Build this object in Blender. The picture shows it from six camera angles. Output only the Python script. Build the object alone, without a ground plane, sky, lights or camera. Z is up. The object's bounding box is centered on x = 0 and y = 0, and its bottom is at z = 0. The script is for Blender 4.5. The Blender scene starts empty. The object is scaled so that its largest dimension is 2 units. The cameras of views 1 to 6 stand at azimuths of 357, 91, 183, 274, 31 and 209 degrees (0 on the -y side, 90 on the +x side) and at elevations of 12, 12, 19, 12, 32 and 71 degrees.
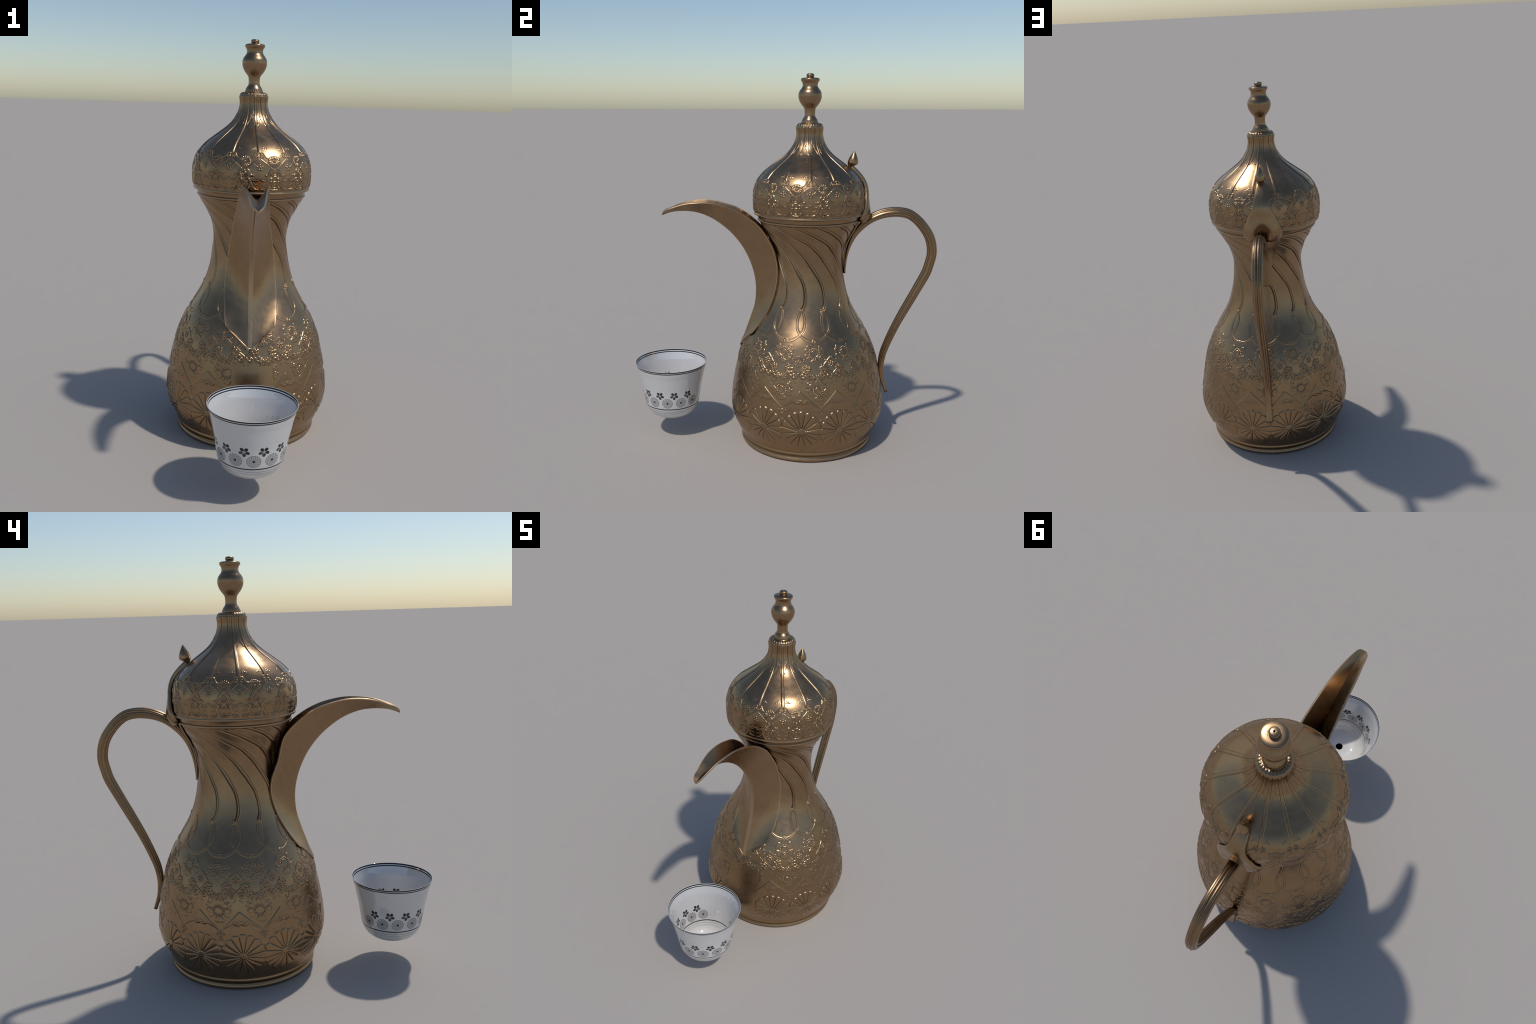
# Brass coffee pot with crescent spout, and a small porcelain cup in front of it.
import bpy, math
import numpy as np

AY = 0.133            # the pot's axis stands at x = 0, y = AY
NFOLD = 13            # ornament repeats round the pot
CELL = 2 * math.pi / NFOLD
D = math.pi / 180

# ------------------------------------------------------------------ helpers
def sstep(a, b, x):
    t = np.clip((x - a) / (b - a), 0, 1)
    return t * t * (3 - 2 * t)

def spline(pts, n, closed=False):
    """Smooth curve through control points, n samples, even in arc length."""
    P = np.array(pts, float)
    k = len(P)
    Q = np.vstack([2 * P[0] - P[1], P, 2 * P[-1] - P[-2]])
    out = []
    for i in range(1, k):
        p0, p1, p2, p3 = Q[i - 1], Q[i], Q[i + 1], Q[i + 2]
        d = lambda a, b: max(1e-9, np.linalg.norm(b - a)) ** 0.5
        t0 = 0; t1 = t0 + d(p0, p1); t2 = t1 + d(p1, p2); t3 = t2 + d(p2, p3)
        t = np.linspace(t1, t2, 24, endpoint=False)[:, None]
        a1 = (t1 - t) / (t1 - t0) * p0 + (t - t0) / (t1 - t0) * p1
        a2 = (t2 - t) / (t2 - t1) * p1 + (t - t1) / (t2 - t1) * p2
        a3 = (t3 - t) / (t3 - t2) * p2 + (t - t2) / (t3 - t2) * p3
        b1 = (t2 - t) / (t2 - t0) * a1 + (t - t0) / (t2 - t0) * a2
        b2 = (t3 - t) / (t3 - t1) * a2 + (t - t1) / (t3 - t1) * a3
        out.append((t2 - t) / (t2 - t1) * b1 + (t - t1) / (t2 - t1) * b2)
    C = np.vstack(out + [P[-1:]])
    s = np.r_[0, np.cumsum(np.linalg.norm(np.diff(C, axis=0), axis=1))]
    u = np.linspace(0, s[-1], n)
    return np.stack([np.interp(u, s, C[:, j]) for j in range(C.shape[1])], 1)

def resample(C, n):
    s = np.r_[0, np.cumsum(np.linalg.norm(np.diff(C, axis=0), axis=1))]
    u = np.linspace(0, s[-1], n)
    return np.stack([np.interp(u, s, C[:, j]) for j in range(C.shape[1])], 1)

def make_mesh(name, V, F, mats, parent=None, mat_index=None, smooth=True, tris=None, smooth_angle=None):
    me = bpy.data.meshes.new(name)
    V = np.asarray(V, np.float32)
    F = np.asarray(F, np.int32)
    nq = len(F); nt = 0 if tris is None else len(tris)
    loops = F.ravel()
    start = np.arange(nq) * 4
    if nt:
        T = np.asarray(tris, np.int32)
        start = np.r_[start, nq * 4 + np.arange(nt) * 3]
        loops = np.r_[loops, T.ravel()]
    me.vertices.add(len(V)); me.vertices.foreach_set("co", V.ravel())
    me.loops.add(len(loops)); me.loops.foreach_set("vertex_index", loops.astype(np.int32))
    me.polygons.add(nq + nt); me.polygons.foreach_set("loop_start", start.astype(np.int32))
    for m in mats:
        me.materials.append(m)
    if mat_index is not None:
        me.polygons.foreach_set("material_index", np.asarray(mat_index, np.int32))
    me.update(calc_edges=True)
    me.validate()
    me.polygons.foreach_set("use_smooth", np.full(len(me.polygons), smooth))
    if smooth_angle is not None:
        me.set_sharp_from_angle(angle=smooth_angle * D)
    ob = bpy.data.objects.new(name, me)
    bpy.context.scene.collection.objects.link(ob)
    if parent is not None:
        ob.parent = parent
    return ob

def grid_faces(n, m, wrap_m=True, wrap_n=False, flip=False):
    i = np.arange(n if wrap_n else n - 1); j = np.arange(m if wrap_m else m - 1)
    I, J = np.meshgrid(i, j, indexing="ij")
    I2 = (I + 1) % n; J2 = (J + 1) % m
    F = np.stack([I * m + J, I * m + J2, I2 * m + J2, I2 * m + J], -1).reshape(-1, 4)
    return F[:, ::-1] if flip else F

def cap_fan(ring, centre, flip=False):
    k = len(ring)
    T = np.array([[centre, ring[i], ring[(i + 1) % k]] for i in range(k)])
    return T[:, ::-1] if flip else T

def lathe(name, prof, seg, mats, parent, cx=0.0, cy=AY, cap_bottom=False, cap_top=False, mod=None, mat_index=None):
    P = np.asarray(prof, float); n = len(P)
    th = np.arange(seg) * 2 * math.pi / seg
    R = np.repeat(P[:, 0:1], seg, 1); Z = np.repeat(P[:, 1:2], seg, 1)
    if mod is not None:
        R, Z = mod(R, Z, th[None, :])
    V = np.stack([cx + R * np.cos(th), cy + R * np.sin(th), Z], -1).reshape(-1, 3)
    F = grid_faces(n, seg)
    tris = []
    if cap_bottom:
        V = np.vstack([V, [[cx, cy, P[0, 1]]]]); tris.append(cap_fan(list(range(seg)), len(V) - 1, True))
    if cap_top:
        V = np.vstack([V, [[cx, cy, P[-1, 1]]]]); tris.append(cap_fan(list(range((n - 1) * seg, n * seg)), len(V) - 1))
    return make_mesh(name, V, F, mats, parent, tris=np.vstack(tris) if tris else None, mat_index=mat_index)

# ------------------------------------------------------------------ node expressions
class NT:
    def __init__(self, mat):
        mat.use_nodes = True
        self.t = mat.node_tree
        self.t.nodes.clear()
    def n(self, kind, **kw):
        nd = self.t.nodes.new(kind)
        for k, v in kw.items():
            setattr(nd, k, v)
        return nd
    def link(self, a, b):
        self.t.links.new(a, b)
    def math(self, op, *args):
        nd = self.n("ShaderNodeMath", operation=op)
        for i, a in enumerate(args):
            if isinstance(a, X):
                self.link(a.s, nd.inputs[i])
            else:
                nd.inputs[i].default_value = float(a)
        return X(self, nd.outputs[0])
    def mix(self, fac, a, b):
        nd = self.n("ShaderNodeMix", data_type="RGBA")
        for sock, v in ((nd.inputs[0], fac), (nd.inputs[6], a), (nd.inputs[7], b)):
            if isinstance(v, X):
                self.link(v.s, sock)
            elif isinstance(v, (int, float)):
                sock.default_value = v
            elif isinstance(v, tuple):
                sock.default_value = (*v, 1)
            else:
                self.link(v, sock)
        return nd.outputs[2]

class X:
    """A float socket with arithmetic."""
    def __init__(self, nt, s): self.nt, self.s = nt, s
    def _m(self, op, *a): return self.nt.math(op, self, *a)
    def __add__(self, o): return self._m("ADD", o)
    __radd__ = __add__
    def __sub__(self, o): return self._m("SUBTRACT", o)
    def __rsub__(self, o): return self.nt.math("SUBTRACT", o, self)
    def __mul__(self, o): return self._m("MULTIPLY", o)
    __rmul__ = __mul__
    def __truediv__(self, o): return self._m("DIVIDE", o)
    def abs(self): return self._m("ABSOLUTE")
    def fract(self): return self._m("FRACT")
    def floor(self): return self._m("FLOOR")
    def cos(self): return self._m("COSINE")
    def sin(self): return self._m("SINE")
    def sqrt(self): return self._m("SQRT")
    def max(self, o): return self._m("MAXIMUM", o)
    def min(self, o): return self._m("MINIMUM", o)
    def lt(self, o): return self._m("LESS_THAN", o)
    def gt(self, o): return self._m("GREATER_THAN", o)
    def ss(self, a, b):
        nd = self.nt.n("ShaderNodeMapRange", interpolation_type="SMOOTHSTEP")
        self.nt.link(self.s, nd.inputs[0])
        nd.inputs[1].default_value = a; nd.inputs[2].default_value = b
        if a > b:
            nd.inputs[1].default_value = b; nd.inputs[2].default_value = a
            nd.inputs[3].default_value = 1; nd.inputs[4].default_value = 0
        return X(self.nt, nd.outputs[0])

def noise(nt, vec, scale, detail=4, rough=0.55, dist=0.0):
    nd = nt.n("ShaderNodeTexNoise")
    nd.inputs["Scale"].default_value = scale; nd.inputs["Detail"].default_value = detail
    nd.inputs["Roughness"].default_value = rough; nd.inputs["Distortion"].default_value = dist
    nt.link(vec, nd.inputs["Vector"])
    return X(nt, nd.outputs[0])

def brass(name, light=0.0, base_rough=0.27):
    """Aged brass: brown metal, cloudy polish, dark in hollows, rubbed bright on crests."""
    m = bpy.data.materials.new(name); nt = NT(m)
    co = nt.n("ShaderNodeTexCoord").outputs["Object"]
    geo = nt.n("ShaderNodeNewGeometry")
    big = noise(nt, co, 5.0, 5, 0.6, 0.3)
    mid = noise(nt, co, 26.0, 6, 0.65)
    cloud = noise(nt, co, 13.0, 5, 0.7, 0.6)
    fine = noise(nt, co, 240.0, 3, 0.6)
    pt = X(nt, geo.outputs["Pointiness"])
    dark, mean, bright = (0.268, 0.172, 0.096), (0.338, 0.222, 0.125), (0.55, 0.39, 0.24)
    c = nt.mix((big * 0.55 + mid * 0.45).ss(0.30, 0.62), dark, mean)
    c = nt.mix(0.35, c, mean)
    c = nt.mix(fine.ss(0.58, 0.8) * 0.25, c, dark)
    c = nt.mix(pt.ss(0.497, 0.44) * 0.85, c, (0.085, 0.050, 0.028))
    c = nt.mix(pt.ss(0.515, 0.60) * 0.60, c, bright)
    if light:
        c = nt.mix(light, c, bright)
    b = nt.n("ShaderNodeBsdfPrincipled")
    nt.link(c, b.inputs["Base Color"])
    b.inputs["Metallic"].default_value = 1.0
    r = base_rough + .03 + (mid - 0.5) * 0.16 + (cloud - 0.5) * 0.34 + pt.ss(0.497, 0.45) * 0.15
    nt.link(r.max(0.12).s, b.inputs["Roughness"])
    bump = nt.n("ShaderNodeBump")
    bump.inputs["Strength"].default_value = 0.06; bump.inputs["Distance"].default_value = 0.002
    nt.link((fine * 0.3 + mid).s, bump.inputs["Height"])
    nt.link(bump.outputs[0], b.inputs["Normal"])
    o = nt.n("ShaderNodeOutputMaterial"); nt.link(b.outputs[0], o.inputs[0])
    return m

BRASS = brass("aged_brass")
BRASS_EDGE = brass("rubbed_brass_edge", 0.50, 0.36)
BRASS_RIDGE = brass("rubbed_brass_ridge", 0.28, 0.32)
BLACK = bpy.data.materials.new("unlit_hole_black"); _nt = NT(BLACK)
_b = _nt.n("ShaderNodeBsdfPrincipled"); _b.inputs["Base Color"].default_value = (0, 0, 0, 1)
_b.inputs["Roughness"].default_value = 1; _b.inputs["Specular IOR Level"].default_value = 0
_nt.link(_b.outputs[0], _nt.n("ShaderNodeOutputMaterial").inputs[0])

pot = bpy.data.objects.new("coffee_pot", None)
pot.location = (0, AY, 0)
bpy.context.scene.collection.objects.link(pot)
pot["label"] = "tall engraved brass coffee pot with crescent spout and domed lid"
pot["category"] = "coffee pot"

# ------------------------------------------------------------------ relief toolbox (all on one ornament cell)
class Cell:
    """Height field over one of the 13 repeats. Columns a in [-.5,.5), rows along the profile."""
    def __init__(self, r, z, cols):
        self.r, self.z = r, z
        self.s = np.r_[0, np.cumsum(np.hypot(np.diff(r), np.diff(z)))]
        self.a = (np.arange(cols) + 0.5) / cols - 0.5
        self.w = (r * CELL)[:, None]
        self.h = np.zeros((len(r), cols))
        self.S = self.s[:, None]
    def sof(self, z): return np.interp(z, self.z, self.s)
    def x(self, a0):                      # metric offset across, nearest repeat
        d = self.a[None, :] - a0
        return (d - np.round(d)) * self.w
    def rows(self, z0, z1):
        return slice(np.searchsorted(self.z, z0), np.searchsorted(self.z, z1))
    def up(self, f, sl=None):             # raise to at least f
        sl = sl or slice(None)
        self.h[sl] = np.maximum(self.h[sl], f)
    def cut(self, f, sl=None):
        sl = sl or slice(None)
        self.h[sl] -= f
    def disc(self, a0, z0, rad, h, edge=0.0018, dx=0.0, dz=0.0, dome=0.0):
        sl = self.rows(z0 + dz - rad * 1.6 - .004, z0 + dz + rad * 1.6 + .004)
        d = np.hypot(self.x(a0)[sl] - dx, self.S[sl] - self.sof(z0) - dz)
        self.up(h * sstep(rad + edge / 2, rad - edge / 2, d) * (1 + dome * np.clip(1 - (d / rad) ** 2, 0, 1)), sl)
    def bead(self, a0, z0, rad, h, dx=0.0, dz=0.0):
        sl = self.rows(z0 + dz - rad * 2 - .004, z0 + dz + rad * 2 + .004)
        d = np.hypot(self.x(a0)[sl] - dx, self.S[sl] - self.sof(z0) - dz) / rad
        self.up(h * np.sqrt(np.clip(1 - d * d, 0, 1)), sl)
    def blob(self, a0, z0, dx, dz, rx, ry, rot, h):
        R = max(rx, ry)
        sl = self.rows(z0 + dz - R * 2 - .004, z0 + dz + R * 2 + .004)
        X_ = self.x(a0)[sl] - dx; Y = self.S[sl] - self.sof(z0) - dz
        c, s = math.cos(rot), math.sin(rot)
        d = np.hypot((X_ * c + Y * s) / rx, (-X_ * s + Y * c) / ry)
        self.up(h * np.clip(1 - d ** 3, 0, 1) ** 0.5, sl)
    def ring(self, a0, z0, rx, ry, w, h, dx=0.0, dz=0.0, lower=None):
        R = max(rx, ry)
        sl = self.rows(z0 + dz - R * 2 - .006, z0 + dz + R * 2 + .006)
        X_ = self.x(a0)[sl] - dx; Y = self.S[sl] - self.sof(z0) - dz
        q = np.hypot(X_ / rx, Y / ry)
        d = np.abs(q - 1) * np.hypot(X_, Y) / np.maximum(q, 1e-6)
        f = h * np.sqrt(np.clip(1 - (d / w) ** 2, 0, 1))
        if lower is not None:
            f = f * sstep(lower + .003, lower - .003, Y)
        self.up(f, sl)
    def dist(self, a0, z0, pts, taper=None):
        """distance to a polyline given as metric offsets (dx,dz) from (a0,z0)"""
        P = np.array(pts, float)
        lo, hi = P[:, 1].min() - .03, P[:, 1].max() + .03
        sl = self.rows(z0 + lo, z0 + hi)
        X_ = self.x(a0)[sl]; Y = self.S[sl] - self.sof(z0)
        best = np.full(X_.shape, 9.0); tt = np.zeros(X_.shape)
        L = np.r_[0, np.cumsum(np.hypot(*np.diff(P, axis=0).T))]
        for i in range(len(P) - 1):
            ax, ay = P[i]; bx, by = P[i + 1]; vx, vy = bx - ax, by - ay
            t = np.clip(((X_ - ax) * vx + (Y - ay) * vy) / (vx * vx + vy * vy + 1e-12), 0, 1)
            d = np.hypot(X_ - ax - t * vx, Y - ay - t * vy)
            m = d < best
            best = np.where(m, d, best); tt = np.where(m, (L[i] + t * (L[i + 1] - L[i])) / L[-1], tt)
        return best, tt, sl
    def stroke(self, a0, z0, pts, w, h, taper=0.0, smooth=True, cut=False):
        if smooth and len(pts) > 2:
            pts = spline(pts, 4 * len(pts))
        for sgn in (1,):
            d, t, sl = self.dist(a0, z0, pts)
            ww = w * (1 - taper * t)
            f = h * np.sqrt(np.clip(1 - (d / ww) ** 2, 0, 1))
            (self.cut if cut else self.up)(f, sl)
    def mirror_stroke(self, a0, z0, pts, w, h, taper=0.0):
        self.stroke(a0, z0, pts, w, h, taper)
        self.stroke(a0, z0, [(-x, y) for x, y in pts], w, h, taper)
    def rosette(self, a0, z0, rad, hub, npet, h, groove, tipr, rot=90.0):
        sl = self.rows(z0 - rad * 1.25, z0 + rad * 1.25)
        X_ = self.x(a0)[sl]; Y = self.S[sl] - self.sof(z0)
        rho = np.hypot(X_, Y); ph = np.arctan2(Y, X_) / D - rot
        step = 360 / npet
        k = ph - np.round(ph / step) * step
        # scalloped petal ends
        half = rho * np.sin(step / 2 * D)
        off = rho * np.abs(np.sin(k * D))
        rr = rad - tipr + tipr * np.sqrt(np.clip(1 - (k / (step / 2)) ** 2, 0, 1))
        body = sstep(rr + .0014, rr - .0018, rho)
        pet = h * body * (0.62 + 0.38 * np.clip(1 - (off / np.maximum(half, 1e-6)) ** 2, 0, 1))
        dg = rho * np.sin(step / 2 * D) * 0 + rho * np.abs(np.sin((np.abs(k) - step / 2) * D))
        g = groove * np.exp(-(dg / (0.0017 if rad > .05 else .0011)) ** 2) * sstep(hub, hub * 1.3, rho)
        f = pet - g * body
        f = np.maximum(f, h * 1.25 * sstep(hub + .001, hub - .001, rho))
        inside = rho < rad + .004
        self.h[sl] = np.where(inside, np.maximum(self.h[sl] * (1 - body), f), self.h[sl])

def tile(cell, phase_z, phase_deg):
    """13 copies round the pot; returns theta (rows, cols) and height."""
    rows, cols = cell.h.shape
    th_u = np.interp(cell.z, phase_z, phase_deg)[:, None] * D
    A = np.concatenate([cell.a + k for k in range(NFOLD)])[None, :] * CELL + th_u
    th = A + 1.4 * D * np.cos(A)          # the ornament sits a little tighter at the back
    return th, np.tile(cell.h, (1, NFOLD))

def displaced_lathe(name, cell, th, h, mats, mat_index=None):
    r, z = cell.r, cell.z
    nr = np.gradient(z); nz = -np.gradient(r)
    L = np.hypot(nr, nz); nr, nz = (nr / L)[:, None], (nz / L)[:, None]
    R = r[:, None] + h * nr; Z = z[:, None] + h * nz
    V = np.stack([R * np.cos(th), R * np.sin(th), Z], -1).reshape(-1, 3)
    return make_mesh(name, V, grid_faces(*th.shape), mats, pot, mat_index=mat_index)

def profile_rows(pts, dz_fn, smooth=0.0):
    C = spline(pts, 4000)
    s = np.r_[0, np.cumsum(np.hypot(*np.diff(C, axis=0).T))]
    if smooth:
        k = int(smooth / (s[-1] / 4000)); g = np.exp(-0.5 * (np.arange(-3 * k, 3 * k + 1) / k) ** 2); g /= g.sum()
        pad = np.vstack([2 * C[0] - C[1:3 * k + 1][::-1], C, 2 * C[-1] - C[-3 * k - 1:-1][::-1]])
        C = np.stack([np.convolve(pad[:, j], g, "valid") for j in (0, 1)], 1)
        s = np.r_[0, np.cumsum(np.hypot(*np.diff(C, axis=0).T))]
    u = [0.0]
    while u[-1] < s[-1]:
        u.append(u[-1] + dz_fn(np.interp(u[-1], s, C[:, 1])))
    u = np.array(u[:-1] + [s[-1]])
    return np.interp(u, s, C[:, 0]), np.interp(u, s, C[:, 1])

# ------------------------------------------------------------------ pot body
BODY = [(.3735, .062), (.379, .08), (.3885, .1), (.399, .125), (.4085, .15), (.4165, .175), (.421, .2), (.4225, .225),
        (.4205, .25), (.4155, .3), (.4075, .35), (.398, .4), (.3868, .45), (.3735, .5), (.3565, .55), (.3340, .6), (.3065, .65),
        (.2765, .7), (.2485, .75), (.2275, .8), (.212, .85), (.2005, .9), (.1935, .95), (.1888, 1.0), (.1882, 1.04), (.1935, 1.08),
        (.2065, 1.12), (.2255, 1.16), (.2435, 1.19), (.2545, 1.21), (.2645, 1.228), (.2665, 1.232)]
r, z = profile_rows(BODY, lambda z: .0034 if z < .09 else .00185 if z < .335 else .0017 if z < .80 else .0026 if z < 1.2 else .002, smooth=.012)
B = Cell(r, z, 112)
PZ, PD = [0, .3, .41, .52, 1.3], [7.0, 7.0, 5.3, 3.2, 3.2]

# big daisies round the belly
B.rosette(.5, .2, .1065, .0145, 16, .0046, .0042, .0165)
for dx in (-.020, 0, .020):
    B.bead(0, .256, .010, .0020, dx=dx, dz=-abs(dx) * .5)
# zigzag band with a moustache border over each daisy
sl = B.rows(.30, .43)
b = np.abs(B.a - .5 - np.round(B.a - .5))[None, :] / .5
zz = B.z[sl][:, None]
upz = .408 - .088 * b
lowz = .352 - .034 * b ** 2
for c in (.17,):
    lowz = lowz - .010 * np.sqrt(np.clip(1 - ((b - .16) / .16) ** 2, 0, 1))
band = sstep(-.0035, .0035, upz - zz) * sstep(-.0012, .0012, zz - lowz)
tt = np.clip((upz - zz) / np.maximum(upz - lowz, .004), 0, 1)
B.up(band * (.0034 - .0022 * tt), sl)
B.cut(.0030 * np.exp(-((zz - lowz + .001) / .0028) ** 2) * sstep(1.0, .9, b), sl)
for sg in (-1, 1):
    for rr, ww, hh in ((.0165, .0058, .0044), (.0075, .0046, .0040)):
        B.stroke(.5, .362, [(sg * (.0165 + rr * math.cos(t * D)), .004 + rr * math.sin(t * D)) for t in (-15, -50, -90, -130, -165)], ww, hh)
    B.stroke(0, .325, [(sg * .004, -.004), (sg * .05, .040), (sg * .092, .080)], .0020, .0022)
    B.stroke(.5, .30, [(sg * .066, .006), (sg * .052, .030)], .0016, .0014)
# small ring with leaves in the notch between daisies
B.ring(0, .302, .009, .009, .0026, .0032)
for k, an in enumerate((20, 160, 60, 120, 250, 290)):
    B.blob(0, .302, .018 * math.cos(an * D), .017 * math.sin(an * D), .007, .0035, an * D, .0022)
# lower flowers with bead collars
def leaf(c, a0, z0, ang, half, r0, r1, h, lobes=2):
    sl = c.rows(z0 - r1 * 1.2, z0 + r1 * 1.2)
    X_ = c.x(a0)[sl]; Y = c.S[sl] - c.sof(z0)
    rho = np.hypot(X_, Y); ph = np.arctan2(Y, X_) / D - ang
    ph = (ph + 180) % 360 - 180
    v = ph / half
    wav = np.abs(np.sin(math.pi * lobes / 2 * np.clip(np.abs(v), 0, 1))) if lobes == 2 else np.abs(np.cos(math.pi * 1.5 * np.clip(v, -1, 1)))
    out = r0 + (r1 - r0) * (.80 + .20 * wav) * np.clip(1.12 - .28 * v ** 2, 0, 1)
    wid = half * np.clip(.62 + .75 * (rho - r0) / (r1 - r0), 0, 1)
    d = np.minimum(out - rho, rho - r0)
    d = np.minimum(d, (wid - np.abs(ph)) * D * rho)
    f = h * sstep(-.0010, .0014, d) * (.72 + .28 * sstep(.0045, .0010, d))
    vein = h * .85 * np.exp(-(rho * np.sin(np.clip(ph, -80, 80) * D) / .0014) ** 2) * (np.abs(ph) < 60) * sstep(r0, r0 + .003, rho) * sstep(out + .002, out - .002, rho)
    c.up(np.maximum(f, np.where(f > h * .4, f * .9 + vein * .45, 0)), sl)
def flower(z0, rdisc, rb, nb, leaf_r, leaf_angles, h=.0034):
    B.disc(0, z0, rdisc, h * .55)
    B.ring(0, z0, rdisc, rdisc, .0026, h)
    for i in range(nb):
        an = (i + .5) * 2 * math.pi / nb
        B.bead(0, z0, .0042, h, dx=rb * math.cos(an), dz=rb * math.sin(an))
    for an in leaf_angles:
        leaf(B, 0, z0, an, 27 if an != -90 and an != 90 else 30, rb + .0040, leaf_r, h * .85, 2 if an not in (-90, 90) else 3)
flower(.411, .0165, .0240, 16, .053, (47, 133, -12, 192, 90, -90))
# wreath of little florets
rw = np.random.default_rng(5)
for i in range(13):
    an = (152 + 236 * i / 12) * D
    for rr in (.70, 1.0):
        aa = an + rw.normal(0, .04) + (.12 if rr > .9 else 0)
        cx_, cz_ = .049 * rr * math.cos(aa), .043 * rr * math.sin(aa)
        for k in range(5):
            t = k * 1.2566 + rw.random()
            B.blob(0, .508, cx_ + .0058 * math.cos(t), cz_ + .0058 * math.sin(t), .0042, .0034, t, rw.uniform(.0028, .0046))
        B.bead(0, .508, .0028, .0046, dx=cx_, dz=cz_)
for i in range(11):
    an = (165 + 210 * i / 10) * D
    B.blob(0, .508, .060 * math.cos(an), .052 * math.sin(an), .0095, .0036, an + rw.normal(0, .35), .0034)
# rams-horn scrolls where wreaths meet
for sg in (-1, 1):
    B.stroke(.5, .484, [(sg * .001, .010), (sg * .006, .004), (sg * .012, -.006), (sg * .021, -.012), (sg * .031, -.009), (sg * .036, .000)], .0055, .0036)
    B.ring(.5, .484, .009, .008, .0024, .0028, dx=sg * .0235, dz=.001)
    B.bead(.5, .484, .004, .0028, dx=sg * .0235, dz=.001)
    B.stroke(.5, .484, [(sg * .002, .012), (sg * .012, .022), (sg * .030, .034), (sg * .052, .040)], .0026, .0030)
    B.stroke(.5, .455, [(sg * .034, -.020), (sg * .050, -.037)], .0020, .0020)
    B.stroke(.5, .455, [(sg * .008, .004), (sg * .022, -.007)], .0018, .0014)
    for q_, (dx, dz) in enumerate(((.046, -.006), (.060, -.024), (.040, -.044), (.070, .004), (.056, -.058))):
        B.blob(.5, .455, sg * dx, dz, .0070, .0036, sg * (.5 + q_ * .9), .0022)
    # diamond lattice
    B.stroke(.5, .541, [(sg * .004, .036), (sg * .022, .018)], .0026, .0030)
    B.stroke(.5, .541, [(sg * .026, .014), (sg * .040, .000)], .0022, .0026)
    B.stroke(.5, .541, [(sg * .040, -.002), (sg * .020, -.022)], .0020, .0022)
    B.bead(.5, .541, .004, .003, dx=sg * .030, dz=.022)
    B.bead(.5, .541, .004, .003, dx=sg * .046, dz=-.010)
# four-petal star flowers
for k in range(6):
    t = (k + .5) * math.pi / 3
    B.bead(.5, .541, .0046, .0034, dx=.0128 * math.cos(t), dz=.0128 * math.sin(t))
B.ring(.5, .541, .0065, .0060, .0024, .0040)
# upper flowers
flower(.590, .0175, .0252, 16, .055, (32, 148, -30, 210, -90))
# interlaced loop ribbon: one strand per repeat, crossing its neighbours
def strand(c, zc):
    path = [(-14.3, .786), (-16.8, .765), (-18.3, .735), (-17.6, .705), (-13.85, .676), (-9, .6565), (-4.5, .647), (0, .6445)]
    path = path + [(-x, y) for x, y in path[-2::-1]]
    P = spline([(x * D / CELL, y) for x, y in path], 90)
    sl = B.rows(.61, .805)
    best = np.full((sl.stop - sl.start, len(B.a)), 9.0); tt = np.zeros_like(best)
    S = B.S[sl]; W = B.w[sl]
    for i in range(len(P) - 1):
        for sh in (-1, 0, 1):
            ax = (B.a[None, :] - P[i, 0] - sh) * W; bx = (B.a[None, :] - P[i + 1, 0] - sh) * W
            ya = S - B.sof(P[i, 1]); yb = S - B.sof(P[i + 1, 1])
            vx, vy = ax - bx, ya - yb
            t = np.clip((ax * vx + ya * vy) / (vx * vx + vy * vy + 1e-12), 0, 1)
            d = np.hypot(ax - t * vx, ya - t * vy)
            m = d < best
            best = np.where(m, d, best); tt = np.where(m, (i + t) / (len(P) - 1), tt)
    hw = np.interp(np.abs(tt - .5) * 2, [0, .35, .60, .85, 1], [.0090, .0066, .0046, .0036, .0024])
    return best, hw, sl
d, hw, sl = strand(0, 0)
rib = .0014 * sstep(.0009, -.0009, d - hw) + .0012 * np.exp(-((d - hw + .0010) / .0011) ** 2) * sstep(.0030, .0050, hw)
B.h[sl] = np.maximum(B.h[sl] * sstep(0, .003, d - hw), rib) - .0012 * np.exp(-((d - hw - .0016) / .0012) ** 2)
B.bead(.5, .791, .0058, .0050, dx=-.007)
B.bead(.5, .787, .0036, .0036, dx=.003)
for dx, dz in ((-.007, -.001), (.007, -.001)):
    B.bead(0, .6445, .0046, .0034, dx=dx, dz=dz)
B.blob(0, .6445, 0, .0085, .010, .0034, 0, .0030)

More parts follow.
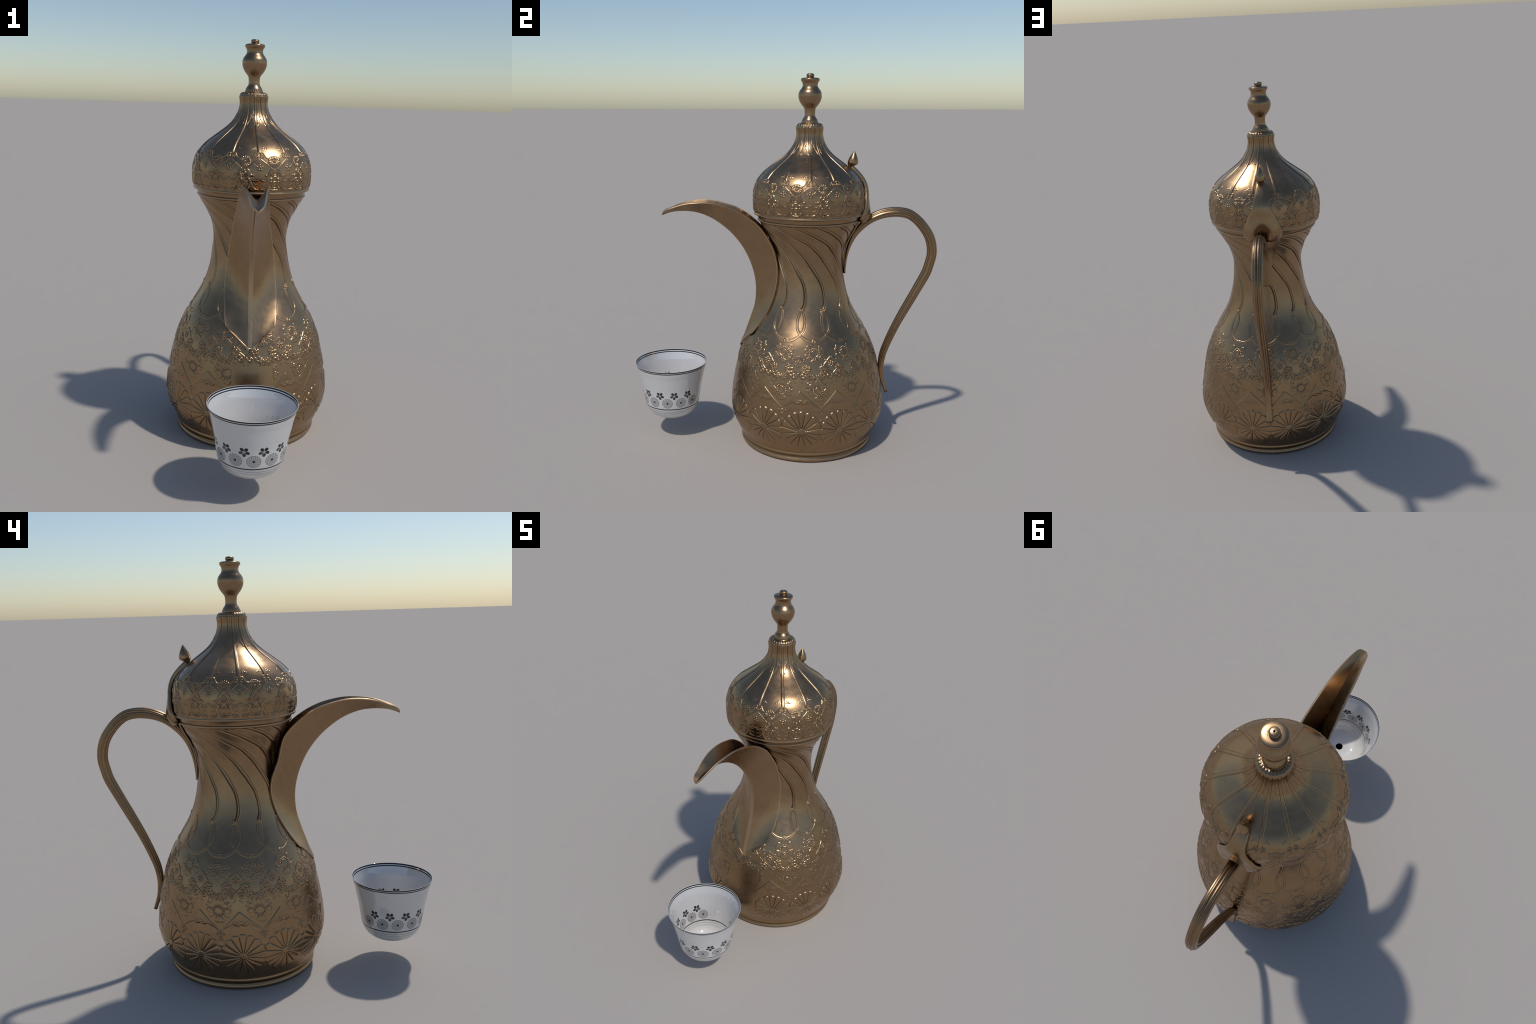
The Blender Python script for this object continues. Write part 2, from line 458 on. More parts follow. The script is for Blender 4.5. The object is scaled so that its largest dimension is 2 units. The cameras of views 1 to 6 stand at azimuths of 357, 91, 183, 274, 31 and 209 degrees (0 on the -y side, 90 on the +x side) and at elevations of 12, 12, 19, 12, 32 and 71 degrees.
# sweeping ribbons twisting up the neck
RIGHT = [(1.5, .787), (4.0, .81), (5.2, .835), (4.8, .87), (3, .908), (-5.5, .975), (-13, 1.016), (-22.5, 1.055), (-34, 1.099), (-47, 1.14), (-62, 1.177), (-75, 1.205), (-86, 1.226), (-93, 1.236)]
LEFT = [(-1.8, .792), (1.2, .812), (2.4, .835), (2.4, .865), (0, .910), (-10.5, .977), (-19, 1.018), (-28, 1.059), (-38, 1.094), (-47.5, 1.125), (-65, 1.165), (-78, 1.196), (-92, 1.222), (-100, 1.236)]
def edge_dist(pts):
    P = spline([(x * D / CELL + .5, y) for x, y in pts], 110)
    sl = B.rows(.778, 1.24)
    S = B.S[sl]; W = B.w[sl]
    best = np.full((S.shape[0], len(B.a)), 9.0); side = np.zeros_like(best)
    for i in range(len(P) - 1):
        a0 = B.a[None, :] - P[i, 0]; sh = np.round(a0); 
        ax = (a0 - sh) * W; vx = (P[i + 1, 0] - P[i, 0]) * W
        ya = S - B.sof(P[i, 1]); vy = B.sof(P[i + 1, 1]) - B.sof(P[i, 1])
        t = np.clip((ax * vx + ya * vy) / (vx * vx + vy * vy + 1e-12), 0, 1)
        d = np.hypot(ax - t * vx, ya - t * vy)
        m = d < best
        best = np.where(m, d, best); side = np.where(m, np.sign(vx * ya - vy * ax), side)
    return best * side, sl
dr, sl = edge_dist(RIGHT)
dl, _ = edge_dist(LEFT)
between = (dr > 0) & (dl < 0) & (np.abs(dr) < .024) & (np.abs(dl) < .024)
B.h[sl] += .0014 * between * sstep(0, .002, np.minimum(np.abs(dr), np.abs(dl)))
B.h[sl] -= .0052 * np.exp(-(dl / .0027) ** 2) + .0020 * np.exp(-(dr / .0014) ** 2)
B.h[sl] += .0018 * np.exp(-((dr + .0030) / .0018) ** 2)

th, h = tile(B, PZ, PD)
# the ornament is left out low on the front, under the spout
deg = np.degrees((th + math.pi) % (2 * math.pi) - math.pi)
zz = B.z[:, None]
plain = sstep(-103.5, -102.5, deg) * sstep(-72, -73.5, deg) * sstep(.458, .452, zz)
ros = sstep(.31, .30, zz)
plain = np.maximum(plain * (1 - ros), ros * sstep(-104.2, -103.8, deg) * sstep(-74.6, -75.4, deg))
h = h * (1 - plain) * .94
# faint beating of the sheet
rs = np.random.default_rng(7)
for _ in range(14):
    k, ph, kz = rs.integers(2, 9), rs.random() * 6.28, rs.uniform(6, 30)
    h = h + .00022 * np.sin(k * th + ph) * np.sin(kz * zz + ph * 2.3)
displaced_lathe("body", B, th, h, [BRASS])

# foot
FOOT = spline([(.0, .0), (.35, .0), (.3585, .0015), (.3635, .006), (.3655, .012), (.364, .0195), (.3605, .0235), (.3595, .030), (.3615, .0355), (.366, .0395),
               (.3690, .0445), (.3695, .0505), (.367, .0565), (.3665, .0605), (.3720, .064)], 90)
FOOT[0] = (.001, 0)
FOOT[:, 1] = np.maximum(FOOT[:, 1], 0)
mi = np.repeat([1 if (.0440 < z_ < .0525) or .009 < z_ < .0155 else 0 for z_ in FOOT[:-1, 1]], 240)
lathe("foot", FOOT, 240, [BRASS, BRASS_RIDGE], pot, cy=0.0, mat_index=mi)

# neck band
NB = spline([(.262, 1.2270), (.2668, 1.2318), (.2718, 1.2342), (.2748, 1.2382), (.2752, 1.2420), (.2732, 1.2452), (.2712, 1.2472), (.2745, 1.256), (.2790, 1.2640), (.2815, 1.2675), (.280, 1.2725)], 70)
mi = np.repeat([1 if 1.2365 < z_ < 1.2435 else 0 for z_ in NB[:-1, 1]], 240)
lathe("neck_band", NB, 240, [BRASS, BRASS_RIDGE], pot, cy=0.0, mat_index=mi)

# ------------------------------------------------------------------ lid
LID = [(.2780, 1.2690), (.2860, 1.2680), (.2915, 1.2690), (.2945, 1.2715), (.2952, 1.2755), (.2938, 1.2790), (.2928, 1.2825), (.2938, 1.2880), (.2952, 1.295), (.2975, 1.315), (.2992, 1.345), (.2983, 1.373), (.2942, 1.4), (.2868, 1.425),
       (.2748, 1.45), (.2570, 1.475), (.2325, 1.5), (.2000, 1.525), (.1655, 1.55), (.1310, 1.576), (.1065, 1.6), (.0880, 1.626), (.0762, 1.65), (.0702, 1.67),
       (.0670, 1.690), (.0672, 1.703), (.0690, 1.718), (.0696, 1.728), (.0680, 1.7355), (.0630, 1.7415), (.0560, 1.745), (.0480, 1.7462), (.0400, 1.7462)]
r, z = profile_rows(LID, lambda z: .0015 if z < 1.48 else .0025 if z < 1.73 else .0014)
L = Cell(r, np.maximum.accumulate(z + np.arange(len(z)) * 1e-9), 92)
L.rosette(0, 1.4255, .0285, .0042, 16, .0030, .0024, .0042)
L.bead(0, 1.4255, .0042, .0052)
for sg in (-1, 1):
    # scalloped border with a trefoil at each rib
    L.stroke(.5, 1.44, [(sg * .0690, .0040), (sg * .052, -.001), (sg * .036, .002), (sg * .026, .012), (sg * .018, .026), (sg * .010, .029), (sg * .005, .022)], .0024, .0036)
    L.ring(.5, 1.449, .0065, .0060, .0022, .0034, dx=sg * .012)
    L.bead(.5, 1.449, .003, .003, dx=sg * .012)
    # lattice
    L.stroke(.5, 1.438, [(sg * .004, -.002), (sg * .030, -.022), (sg * .056, -.044)], .0018, .0024, smooth=False)
    L.stroke(.5, 1.400, [(sg * .014, .004), (sg * .024, .012), (sg * .030, .022)], .0014, .0012)
    L.bead(.5, 1.4, .0034, .003, dx=sg * .031, dz=.017)
    # sprigs on the dome
    for dx, dz, q in ((.021, .050, .0038), (.027, .043, .0042), (.035, .040, .0030), (.017, .041, .0028)):
        L.bead(.5, 1.45, q, .0017, dx=sg * dx, dz=dz)
    # palmette, upper row
    L.bead(0, 1.3935, .0044, .0046, dx=sg * .0145)
    L.stroke(0, 1.378, [(sg * .0150, .0120), (sg * .0225, .0040), (sg * .0275, -.008), (sg * .0350, -.0150), (sg * .0445, -.0155)], .0046, .0038, .25)
    L.stroke(0, 1.378, [(sg * .0120, .0160), (sg * .0165, .0080), (sg * .0185, -.004), (sg * .0215, -.0125), (sg * .0300, -.0185), (sg * .0420, -.0190)], .0022, .0030)
    L.bead(0, 1.371, .0034, .0040, dx=sg * .0145, dz=-.004)
    # lower row: a bell with volutes and spread feet
    L.ring(0, 1.3405, .0088, .0082, .0030, .0042, dx=sg * .0180)
    L.bead(0, 1.3405, .0036, .0040, dx=sg * .0180)
    L.stroke(0, 1.32, [(sg * .0265, .0215), (sg * .0315, .0100), (sg * .0350, -.004), (sg * .0410, -.0160), (sg * .0500, -.0235), (sg * .0620, -.0250)], .0054, .0042, .3)
    L.stroke(0, 1.32, [(sg * .0300, .0060), (sg * .0290, -.0080), (sg * .0330, -.0200), (sg * .0440, -.0285), (sg * .0560, -.0300)], .0022, .0032)
    L.bead(0, 1.32, .0036, .0038, dx=sg * .0215, dz=-.0145)
    # scooped scrolls between the bells
    L.ring(.5, 1.3535, .0195, .0175, .0042, .0026, dx=sg * .0215, lower=-.002)
    L.ring(.5, 1.3535, .0105, .0095, .0028, .0016, dx=sg * .0215, lower=.002)
    L.stroke(0, 1.30, [(sg * .045, .022), (sg * .054, .018), (sg * .062, .016)], .0020, .0022)
L.ring(0, 1.371, .0175, .0135, .0026, .0036, lower=.004)
L.ring(0, 1.373, .0085, .0070, .0022, .0030)
L.bead(0, 1.386, .0044, .0042)
L.ring(0, 1.318, .0150, .0150, .0026, .0032)
L.disc(0, 1.318, .0040, .0022)
L.ring(0, 1.309, .0275, .0165, .0030, .0044, lower=.004)
L.blob(0, 1.2935, 0, 0, .0120, .0036, 0, .0052)
for k in range(5):
    t = (90 + 72 * k) * D
    L.bead(.5, 1.398, .0042, .0036, dx=.0125 * math.cos(t), dz=.0125 * math.sin(t))
L.ring(.5, 1.3955, .0062, .0062, .0022, .0036)
# ribs running up the dome, joined by pointed arches under the collar
sl = L.rows(1.461, 1.7275)
zz = L.z[sl][:, None]
xr = np.abs(L.x(.5)[sl]); xc = np.abs(L.x(0)[sl])
hw = np.interp(zz, [1.46, 1.52, 1.58, 1.62, 1.65, 1.74], [.0088, .0084, .0078, .0068, .0060, .0058])
rib = .0044 * sstep(hw + .0010, hw - .0014, xr) * (.50 + .50 * np.clip(1 - (xr / hw) ** 2, 0, 1)) * sstep(1.461, 1.466, zz)
rib -= .0005 * np.exp(-(xr / .0012) ** 2) * sstep(1.461, 1.468, zz)
rib -= .0046 * np.exp(-((xr - hw - .0026) / .0024) ** 2) * sstep(1.463, 1.47, zz) * sstep(1.645, 1.60, zz)
archhalf = np.interp(zz, [1.575, 1.592, 1.606, 1.617], [.0330, .0130, .0070, 0])
in_web = sstep(-.0006, .0010, xc - archhalf) * sstep(1.585, 1.592, zz) * (xr > hw)
rib = np.maximum(rib, .0020 * in_web) - .0016 * np.exp(-((xc - archhalf + .0016) / .0014) ** 2) * sstep(1.585, 1.59, zz) * sstep(1.62, 1.612, zz)
L.h[sl] = np.where(zz > 1.478, np.where(xr > .014, np.maximum(L.h[sl], rib), rib), np.maximum(L.h[sl], rib)) 
for sg in (-1, 1):
    L.stroke(0, 1.632, [(sg * .005, -.009), (0, 0), (-sg * .005, .009)], .0014, .0032, smooth=False)
L.bead(0, 1.632, .0026, .0036)
# collar flutes and its pie-crust rim
fl = L.rows(1.628, 1.80)
zz = L.z[fl][:, None]
an = L.a[None, :] * 2 * math.pi
flute = np.abs(np.cos(an)) ** .5
g = sstep(1.63, 1.668, zz)
gr = np.exp(-((np.abs(L.x(.5)[fl]) - .0066) / .0019) ** 2)
L.h[fl] -= .0017 * np.clip(gr, 0, 1) * g * sstep(1.744, 1.728, zz)
topz = L.rows(1.726, 1.80)
rr_ = L.r[topz][:, None]
scal = np.abs(np.sin(an)) ** .35
L.h[topz] += (.0024 * scal - .0014) * sstep(.0475, .0535, rr_) * sstep(1.726, 1.735, L.z[topz][:, None])
th, h = tile(L, [0, 2], [11.8, 11.8])
h = h * .94
rs = np.random.default_rng(11)
for _ in range(12):
    k, ph, kz = rs.integers(2, 9), rs.random() * 6.28, rs.uniform(10, 40)
    h = h + .00020 * np.sin(k * th + ph) * np.sin(kz * L.z[:, None] + ph * 2.3)
mi = np.repeat([1 if 1.2715 < z_ < 1.2775 else 0 for z_ in L.z[:-1]], th.shape[1])
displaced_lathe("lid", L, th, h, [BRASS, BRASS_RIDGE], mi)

# ------------------------------------------------------------------ finial
FIN = spline([(.047, 1.7440), (.0435, 1.7485), (.0436, 1.7525), (.0420, 1.758), (.0395, 1.765), (.0345, 1.7725), (.0300, 1.779), (.0282, 1.786), (.0275, 1.797), (.0280, 1.810),
              (.0292, 1.8190), (.0332, 1.8265), (.0395, 1.8345), (.0468, 1.8440), (.0535, 1.8555), (.0588, 1.8690), (.0613, 1.8845), (.0603, 1.8985), (.0553, 1.9110), (.0465, 1.9230),
              (.0415, 1.9310), (.0400, 1.9390), (.0400, 1.9460), (.0425, 1.9550), (.0475, 1.9620), (.0493, 1.9680), (.0478, 1.9735), (.0380, 1.9770), (.0260, 1.9782), (.0190, 1.9788),
              (.0178, 1.9815), (.0198, 1.9850), (.0206, 1.9895), (.0195, 1.9945), (.0160, 1.9980), (.0090, 1.9997), (.0036, 2.0), (.0030, 1.9990), (.0028, 1.9900)], 240)
def fin_beads(R, Z, th):
    m = sstep(1.7460, 1.7490, Z) * sstep(1.7600, 1.7540, Z)
    return R + .0007 * m * np.cos(26 * th), Z
k = FIN[:, 1]
fmat = None
lathe("finial", FIN, 208, [BRASS], pot, cy=0.0, mod=fin_beads)
lathe("finial_hole_dark_disc", [(.0031, 1.9935), (.001, 1.9936)], 24, [BLACK], pot, cy=0.0)  # flat pure-black disc set a little way down the knob's hole

# ------------------------------------------------------------------ spout: an open crescent trough with a flat keel
EDGE_R = [(.0032, -.6585, 1.2560), (.0085, -.6570, 1.2605), (.0140, -.6540, 1.2655), (.0200, -.6490, 1.2710), (.0265, -.6380, 1.2790), (.032, -.612, 1.291), (.043, -.535, 1.317), (.051, -.473, 1.326), (.057, -.411, 1.328), (.063, -.345, 1.319), (.069, -.268, 1.296), (.075, -.197, 1.259),
          (.081, -.131, 1.207), (.086, -.096, 1.161), (.095, -.060, 1.098), (.105, -.039, 1.028), (.113, -.033, .972), (.120, -.038, .890), (.125, -.056, .817), (.127, -.086, .745), (.126, -.135, .678), (.122, -.175, .634)]
EDGE_L = [(.0032, -.6585, 1.2560), (.0085, -.6570, 1.2605), (.0140, -.6540, 1.2655), (.0200, -.6490, 1.2710), (.0265, -.6380, 1.2790), (.031, -.620, 1.285), (.041, -.552, 1.313), (.050, -.490, 1.327), (.056, -.422, 1.330), (.060, -.377, 1.325), (.065, -.319, 1.311), (.070, -.256, 1.289), (.075, -.197, 1.252),
          (.080, -.142, 1.206), (.086, -.106, 1.162), (.093, -.090, 1.113), (.101, -.079, 1.059), (.108, -.061, 1.009), (.115, -.042, .955), (.120, -.038, .895), (.124, -.049, .839), (.126, -.068, .785), (.127, -.101, .730), (.126, -.138, .676), (.121, -.176, .631)]
KEEL = [(0, -.6575, 1.2545), (0, -.640, 1.262), (0, -.606, 1.2725), (0, -.547, 1.2785), (0, -.480, 1.2735), (0, -.423, 1.256), (0, -.372, 1.230), (0, -.310, 1.184), (0, -.264, 1.138), (0, -.217, 1.074), (0, -.178, .992),
        (0, -.157, .915), (0, -.151, .845), (0, -.1585, .765), (0, -.178, .700), (0, -.205, .622)]
def flat_y(P): return np.array(P) - np.array([0, AY, 0])
NS = 96
Rr = resample(spline(EDGE_R, 600), NS); Ll = resample(spline(EDGE_L, 600), NS) * [-1, 1, 1]
Kk = resample(spline(KEEL + [(0, -.2235, .566)], 600), NS)
# below the corner the plates run straight to the point
tip = np.array([0, -.2345, .533])
nt_ = 14
f = np.linspace(0, 1, nt_ + 1)[1:, None]
Rr = np.vstack([Rr, Rr[-1] + (tip + [.002, 0, 0] - Rr[-1]) * f]); Ll = np.vstack([Ll, Ll[-1] + (tip - [.002, 0, 0] - Ll[-1]) * f]); Kk = np.vstack([Kk, Kk[-1] + (tip - Kk[-1]) * f])
n = len(Kk)
def stand_off(P, gap):
    rad = np.hypot(P[:, 0], P[:, 1] - AY); need = np.interp(P[:, 2], [q[1] for q in BODY], [q[0] for q in BODY]) + gap
    q = need / rad - 1
    k = 1 + .012 * np.log1p(np.exp(np.clip(q / .012, -40, 40)))
    k = (1 + (k - 1) * sstep(1.02, .80, P[:, 2]))[:, None]
    return np.c_[P[:, 0:1] * k, AY + (P[:, 1:2] - AY) * k, P[:, 2:3]]
Rr = stand_off(Rr, .0095); Ll = stand_off(Ll, .0095); Kk = stand_off(Kk, .0055)
kw = np.interp(np.arange(n) / n, [0, .04, .30, .38, .44, .55, .7, .96, 1], [.003, .003, .0028, .0040, .0066, .0095, .0110, .0105, .0010])[:, None] * np.array([[1, 0, 0]])
side_n = 13
cols = []
US = [0, .034] + list(np.linspace(.09, 1, side_n - 2))
for u in US:
    cols.append(Ll + (Kk - kw - Ll) * u)
for u in [1 - q for q in US[::-1]]:
    cols.append(Kk + kw + (Rr - Kk - kw) * u)
G = flat_y(np.stack(cols, 1).reshape(-1, 3))
m = len(cols)
F = grid_faces(n, m, wrap_m=False)
mi = np.tile([1 if j in (0, side_n - 1, m - 2) else 0 for j in range(m - 1)], n - 1)
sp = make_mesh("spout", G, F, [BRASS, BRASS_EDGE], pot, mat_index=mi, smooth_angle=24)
md = sp.modifiers.new("thick", "SOLIDIFY"); md.thickness = .0085; md.offset = 1.0; md.material_offset_rim = 1; md.use_even_offset = True
md = sp.modifiers.new("soft", "BEVEL"); md.width = .0018; md.segments = 2; md.limit_method = "ANGLE"; md.angle_limit = 62 * D
md.harden_normals = False

# ------------------------------------------------------------------ handle: a fluted swan-neck rod
#        y     z      half-thickness  half-width
HAN = [(.3315, .944, .0055, .0245), (.3335, .985, .0060, .0250), (.3405, 1.040, .0068, .0250), (.3570, 1.100, .0095, .0245), (.3830, 1.155, .0140, .0240), (.4230, 1.204, .0180, .0240),
       (.4700, 1.2425, .0215, .0250), (.5220, 1.2660, .0235, .0255), (.5730, 1.2765, .0248, .0255), (.6210, 1.2775, .0248, .0255), (.6720, 1.2665, .0248, .0255), (.7160, 1.2365, .0245, .0255), (.7540, 1.1950, .0245, .0255), (.7840, 1.1480, .0245, .0250),
       (.7990, 1.1010, .0245, .0245), (.8030, 1.0470, .0242, .0240), (.7920, .9940, .0240, .0238), (.7780, .9480, .0240, .0236), (.7350, .8620, .0228, .0235), (.6830, .7640, .0218, .0230), (.6300, .6620, .0200, .0220), (.5850, .5600, .0188, .0200),
       (.5570, .4800, .0175, .0190), (.5475, .4130, .0158, .0180), (.5510, .3600, .0138, .0175), (.5580, .3260, .0118, .0172), (.5715, .2860, .0100, .0170), (.5815, .2570, .0092, .0168)]
H = resample(spline(HAN, 900), 190)
T = np.gradient(H[:, :2], axis=0); T /= np.linalg.norm(T, axis=1)[:, None]
Nn = np.stack([T[:, 1], -T[:, 0]], 1)
seg = 72
ph = np.arange(seg) * 2 * math.pi / seg
q = np.arange(len(H)) / (len(H) - 1)
flut = np.interp(q, [0, .12, .2, .88, .915, 1], [.0, .2, 1, 1, 0, 0])[:, None]
sq = np.interp(q, [0, .1, .2, .88, .92, 1], [.45, .5, .95, .9, .45, .4])[:, None]     # squarer at the flat ends
cx = np.sign(np.cos(ph)) * np.abs(np.cos(ph)) ** sq; cy = np.sign(np.sin(ph)) * np.abs(np.sin(ph)) ** sq
mod = 1 + flut * (.105 * (2 * np.abs(np.cos(5 * ph[None, :])) ** .6 - 1.2))
Xc = H[:, 3:4] * cx * mod + .004; Off = H[:, 2:3] * cy * mod
Yc = H[:, 0:1] + Off * Nn[:, 0:1]; Zc = H[:, 1:2] + Off * Nn[:, 1:2]
V = np.stack([Xc, Yc - AY, Zc], -1).reshape(-1, 3)
n = len(H)
c0 = [.004, H[0, 0] - AY, H[0, 1]]; c1 = [.004, H[-1, 0] - AY, H[-1, 1]]
V = np.vstack([V, [c0, c1]])
tr = np.vstack([cap_fan(list(range(seg)), n * seg, False), cap_fan(list(range((n - 1) * seg, n * seg)), n * seg + 1, True)])
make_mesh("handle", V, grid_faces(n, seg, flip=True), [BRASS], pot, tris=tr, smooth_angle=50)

# ------------------------------------------------------------------ hinge strap over the lid, with two ears and a back plate
def strap(name, path, seg, ncross, curve_r, power=.75, mats=(BRASS,), shift=-.005, cap=True, ear=None, n=80):
    S_ = resample(spline(path, 800), n)
    T = np.gradient(S_[:, :2], axis=0); T /= np.linalg.norm(T, axis=1)[:, None]
    Nn = np.stack([-T[:, 1], T[:, 0]], 1)
    ph = np.arange(seg) * 2 * math.pi / seg
    c = np.cos(ph)[None, :]; s = np.sin(ph)[None, :]
    w = S_[:, 3:4]; t = S_[:, 2:3]
    Xc = w * np.sign(c) * np.abs(c) ** .8
    off = t * np.sign(s) * np.abs(s) ** power
    if ear is not None:
        off = off + ear(S_, Xc / w, s)
    Rc = np.maximum(curve_r(S_[:, 1:2]), np.abs(Xc) * 1.15)
    drop = Rc - np.sqrt(Rc ** 2 - Xc ** 2)
    Y = S_[:, 0:1] + off * Nn[:, 0:1] - drop; Z = S_[:, 1:2] + off * Nn[:, 1:2]
    V = np.stack([Xc + shift, Y - AY, Z], -1).reshape(-1, 3)
    cen0 = V[:seg].mean(0); cen1 = V[-seg:].mean(0)
    V = np.vstack([V, [cen0, cen1]])
    tr = np.vstack([cap_fan(list(range(seg)), n * seg, False), cap_fan(list(range((n - 1) * seg, n * seg)), n * seg + 1, True)])
    return make_mesh(name, V, grid_faces(n, seg, flip=True), list(mats), pot, tris=tr, smooth_angle=60)

lid_r = lambda z: np.interp(z, [1.24, 1.30, 1.345, 1.4, 1.45, 1.5, 1.53], [.272, .288, .300, .302, .28, .24, .20])
def ears(S_, u, s):
    low = sstep(1.335, 1.272, S_[:, 1:2])
    return low * (.010 * np.cos((np.abs(u) - .62) / .38 * math.pi / 2).clip(-1, 1) - .002 * np.exp(-(u / .30) ** 2)) * (s > -.2)
#            y      z    half-thick half-width
STRAP = [(0.3565, 1.5150, 0.0140, 0.0205), (0.3727, 1.5030, 0.0130, 0.0255), (0.3932, 1.4840, 0.0125, 0.0300), (0.4187, 1.4530, 0.0125, 0.0350), (0.4342, 1.4200, 0.0125, 0.0440), (0.4402, 1.3900, 0.0125, 0.0550), (0.4427, 1.3550, 0.0125, 0.0720),
         (0.4452, 1.3250, 0.0140, 0.0850), (0.4435, 1.3000, 0.0160, 0.0960), (0.4390, 1.2780, 0.0180, 0.1020), (0.4300, 1.2590, 0.0185, 0.1010), (0.4200, 1.2440, 0.0170, 0.0920), (0.4120, 1.2330, 0.0110, 0.0740), (0.4080, 1.2280, 0.0050, 0.0500)]
strap("hinge", STRAP, 96, 0, lid_r, power=.45, ear=ears)
neck_r = lambda z: np.interp(z, [.94, 1.0, 1.04, 1.08, 1.12, 1.16, 1.19, 1.21, 1.25], [.199, .194, .194, .199, .212, .232, .25, .265, .29])
PLATE = [(.4050, 1.236, .0055, .0900), (.3970, 1.216, .0055, .0840), (.3800, 1.182, .0055, .0720), (.3580, 1.143, .0055, .0560), (.3420, 1.100, .0052, .0420), (.3330, 1.055, .0050, .0320), (.3300, 1.010, .0048, .0275), (.3300, .965, .0045, .0260), (.3310, .9500, .0045, .0255)]
strap("back_plate", PLATE, 64, 0, neck_r, power=.4)

# thumb knob: a little acorn
TK = spline([(.3560, 1.509, .0125), (.3545, 1.517, .0135), (.3550, 1.524, .0160), (.3560, 1.5285, .0185), (.3610, 1.5345, .0248), (.3640, 1.5400, .0268), (.3660, 1.5480, .0266), (.3676, 1.5570, .0248), (.3692, 1.5680, .0205), (.3706, 1.5800, .0146), (.3715, 1.5910, .0082), (.3720, 1.5985, .0034), (.3722, 1.6030, .0003)], 60)
seg = 40; ph = np.arange(seg) * 2 * math.pi / seg
V = np.stack([TK[:, 2:3] * np.cos(ph) - .003, TK[:, 0:1] + TK[:, 2:3] * np.sin(ph) - AY, TK[:, 1:2] + TK[:, 2:3] * np.sin(ph) * -.22], -1).reshape(-1, 3)
make_mesh("thumb_knob", V, grid_faces(len(TK), seg), [BRASS], pot, tris=cap_fan(list(range(seg)), 0, True)[1:-1])

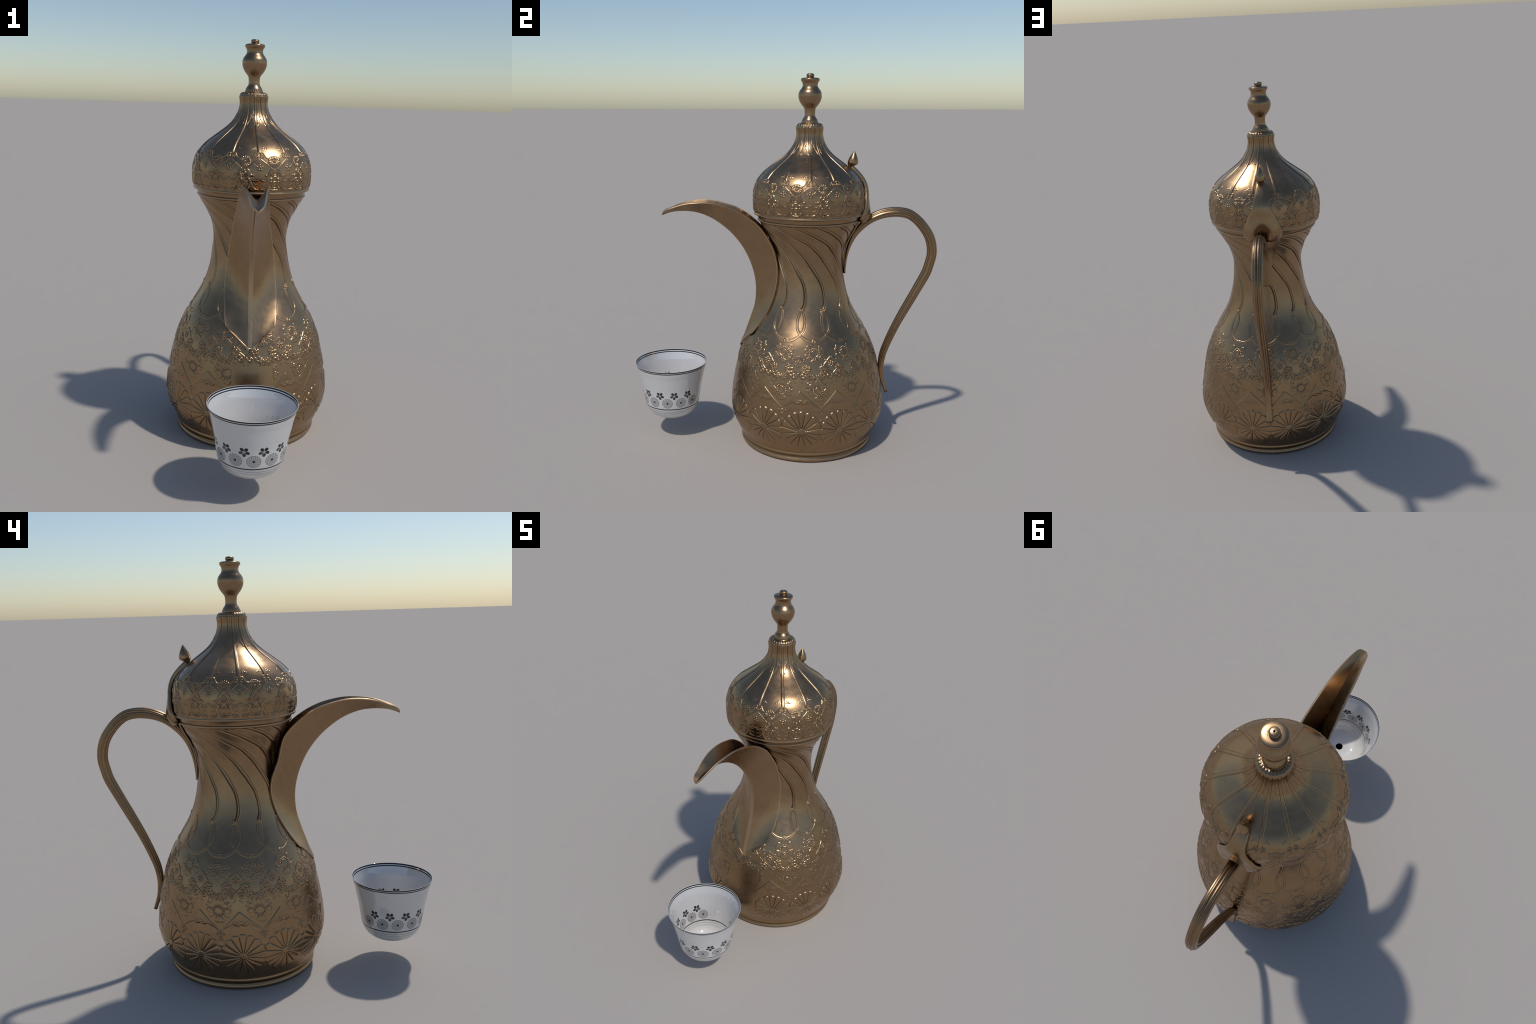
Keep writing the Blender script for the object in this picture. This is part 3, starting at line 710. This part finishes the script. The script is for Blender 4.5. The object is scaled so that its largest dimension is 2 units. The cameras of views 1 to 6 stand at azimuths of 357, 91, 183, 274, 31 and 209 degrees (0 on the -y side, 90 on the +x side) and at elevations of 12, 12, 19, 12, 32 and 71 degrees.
# ------------------------------------------------------------------ porcelain cup
def porcelain():
    m = bpy.data.materials.new("printed_porcelain"); nt = NT(m)
    co = nt.n("ShaderNodeTexCoord").outputs["Object"]
    sep = nt.n("ShaderNodeSeparateXYZ"); nt.link(co, sep.inputs[0])
    x, y, z = (X(nt, sep.outputs[i]) for i in range(3)); z = z + .08
    th = nt.math("ARCTAN2", y, x)
    A = th - 4.0 * D * th.cos()
    rad = (x * x + y * y).sqrt()
    ink = None
    def add(v, ink):
        return v if ink is None else ink.max(v)
    def line(c, w, k=1.0):
        return (z - c).abs().ss(w / 2 + .0006, w / 2 - .0006) * k
    # printed lines
    for c, w, k in ((.4245, .0066, .99), (.4146, .0054, .98), (.1945, .0060, .97), (.1795, .0019, .75), (.1670, .0018, .62)):
        ink = add(line(c, w, k), ink)
    def cell(phase):
        t = (A / CELL - phase * D / CELL + .5)
        f = t.fract() - .5
        return f * CELL * rad
    behind = (th - 90 * D).abs()
    # medallions: a net of crossing spirals in a ring
    cx = cell(-5.4); cz = z - .2335
    rho = (cx * cx + cz * cz).sqrt(); an = nt.math("ARCTAN2", cz, cx)
    R0 = .0295
    q = rho / R0
    def net(sg):
        ph = an * (13 / (2 * math.pi)) + q * q * (1.35 * sg)
        return (ph.fract() - .5).abs().ss(.34, .48)
    web = net(1).max(net(-1)) * .78
    web = web.max((q - .55).abs().ss(.05, .01) * .35)
    core = q.ss(.34, .10)
    rim = (q - .955).abs().ss(.06, .025) * .72
    med = (web * .90 + .16).max(core).max(rim) * q.ss(1.02, .97) * behind.gt(24 * D)
    ink = add(med, ink)
    # five-petal blossoms
    cx = cell(8.4); cz = z - .2785
    rho = (cx * cx + cz * cz).sqrt(); an = nt.math("ARCTAN2", cz, cx)
    k = ((an + 90 * D) / (72 * D) + .5)
    pet_id = k.floor()
    loc = (k.fract() - .5) * (72 * D)
    px = rho * loc.cos() - .0145; py = rho * loc.sin()
    pd = ((px * px) / (.0092 ** 2) + (py * py) / (.0076 ** 2)).sqrt()
    petal = pd.ss(1.06, .90)
    shade = (pet_id * 2.4).sin() * .06 + .92 + py * 6.0
    special = (pet_id - 2).abs().lt(.5) * .22
    fl = petal * (shade + special).min(.98)
    fl = fl.max((rho - .0045).abs().ss(.0022, .0008) * .65)
    fl = fl * behind.gt(42 * D)
    ink = add(fl, ink)
    c = nt.mix(ink, (.635, .620, .604), (.010, .011, .013))
    b = nt.n("ShaderNodeBsdfPrincipled")
    nt.link(c, b.inputs["Base Color"])
    b.inputs["Roughness"].default_value = .03; b.inputs["IOR"].default_value = 2.0
    nt.link((.5 - ink * .42).s, b.inputs["Specular IOR Level"])
    o = nt.n("ShaderNodeOutputMaterial"); nt.link(b.outputs[0], o.inputs[0])
    return m
PORC = porcelain()
CUP = [(.0205, .1130), (.045, .1122), (.060, .1130), (.0745, .1152), (.0890, .1193), (.1030, .1255), (.1158, .1342), (.1262, .1440), (.1340, .1550), (.1412, .1690), (.1465, .1820), (.1515, .2000), (.1575, .2350), (.1650, .2850), (.1755, .3340), (.1845, .3750), (.1900, .3950), (.1945, .4130), (.1982, .4230), (.1995, .4275)]
outer = spline(CUP, 130)
tn = np.gradient(outer, axis=0); tn /= np.linalg.norm(tn, axis=1)[:, None]
inner = outer + np.stack([-tn[:, 1], tn[:, 0]], 1) * np.interp(np.arange(130), [0, 20, 110, 129], [.006, .006, .0042, .0022])[:, None]
inner = inner[::-1]
lip = np.array([outer[-1] + [-.0004, .0008], (outer[-1] + inner[0]) / 2 + [0, .0011]])
hole = np.array([[inner[-1, 0], inner[-1, 1] - .004]])
prof = np.vstack([outer, lip, inner, hole])
prof[:, 1] -= .08  # local origin a little below the floating cup
cup = lathe("porcelain_cup", prof, 192, [PORC, BLACK], None, cy=0.0)
cup.location = (0, -.629, .08)
# black disc modelled for the unlit dark inside the cup's floor hole
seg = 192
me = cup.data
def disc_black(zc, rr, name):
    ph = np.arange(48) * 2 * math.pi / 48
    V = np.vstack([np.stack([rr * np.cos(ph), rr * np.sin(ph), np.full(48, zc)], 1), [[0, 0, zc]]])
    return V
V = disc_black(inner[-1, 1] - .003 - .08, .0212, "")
dark_disc_ob = make_mesh("hole_darkness_disc", V, np.zeros((0, 4), int), [BLACK], cup, tris=cap_fan(list(range(48)), 48))
cup["label"] = "small handleless white porcelain cup with black printed flowers"
cup["category"] = "coffee cup"
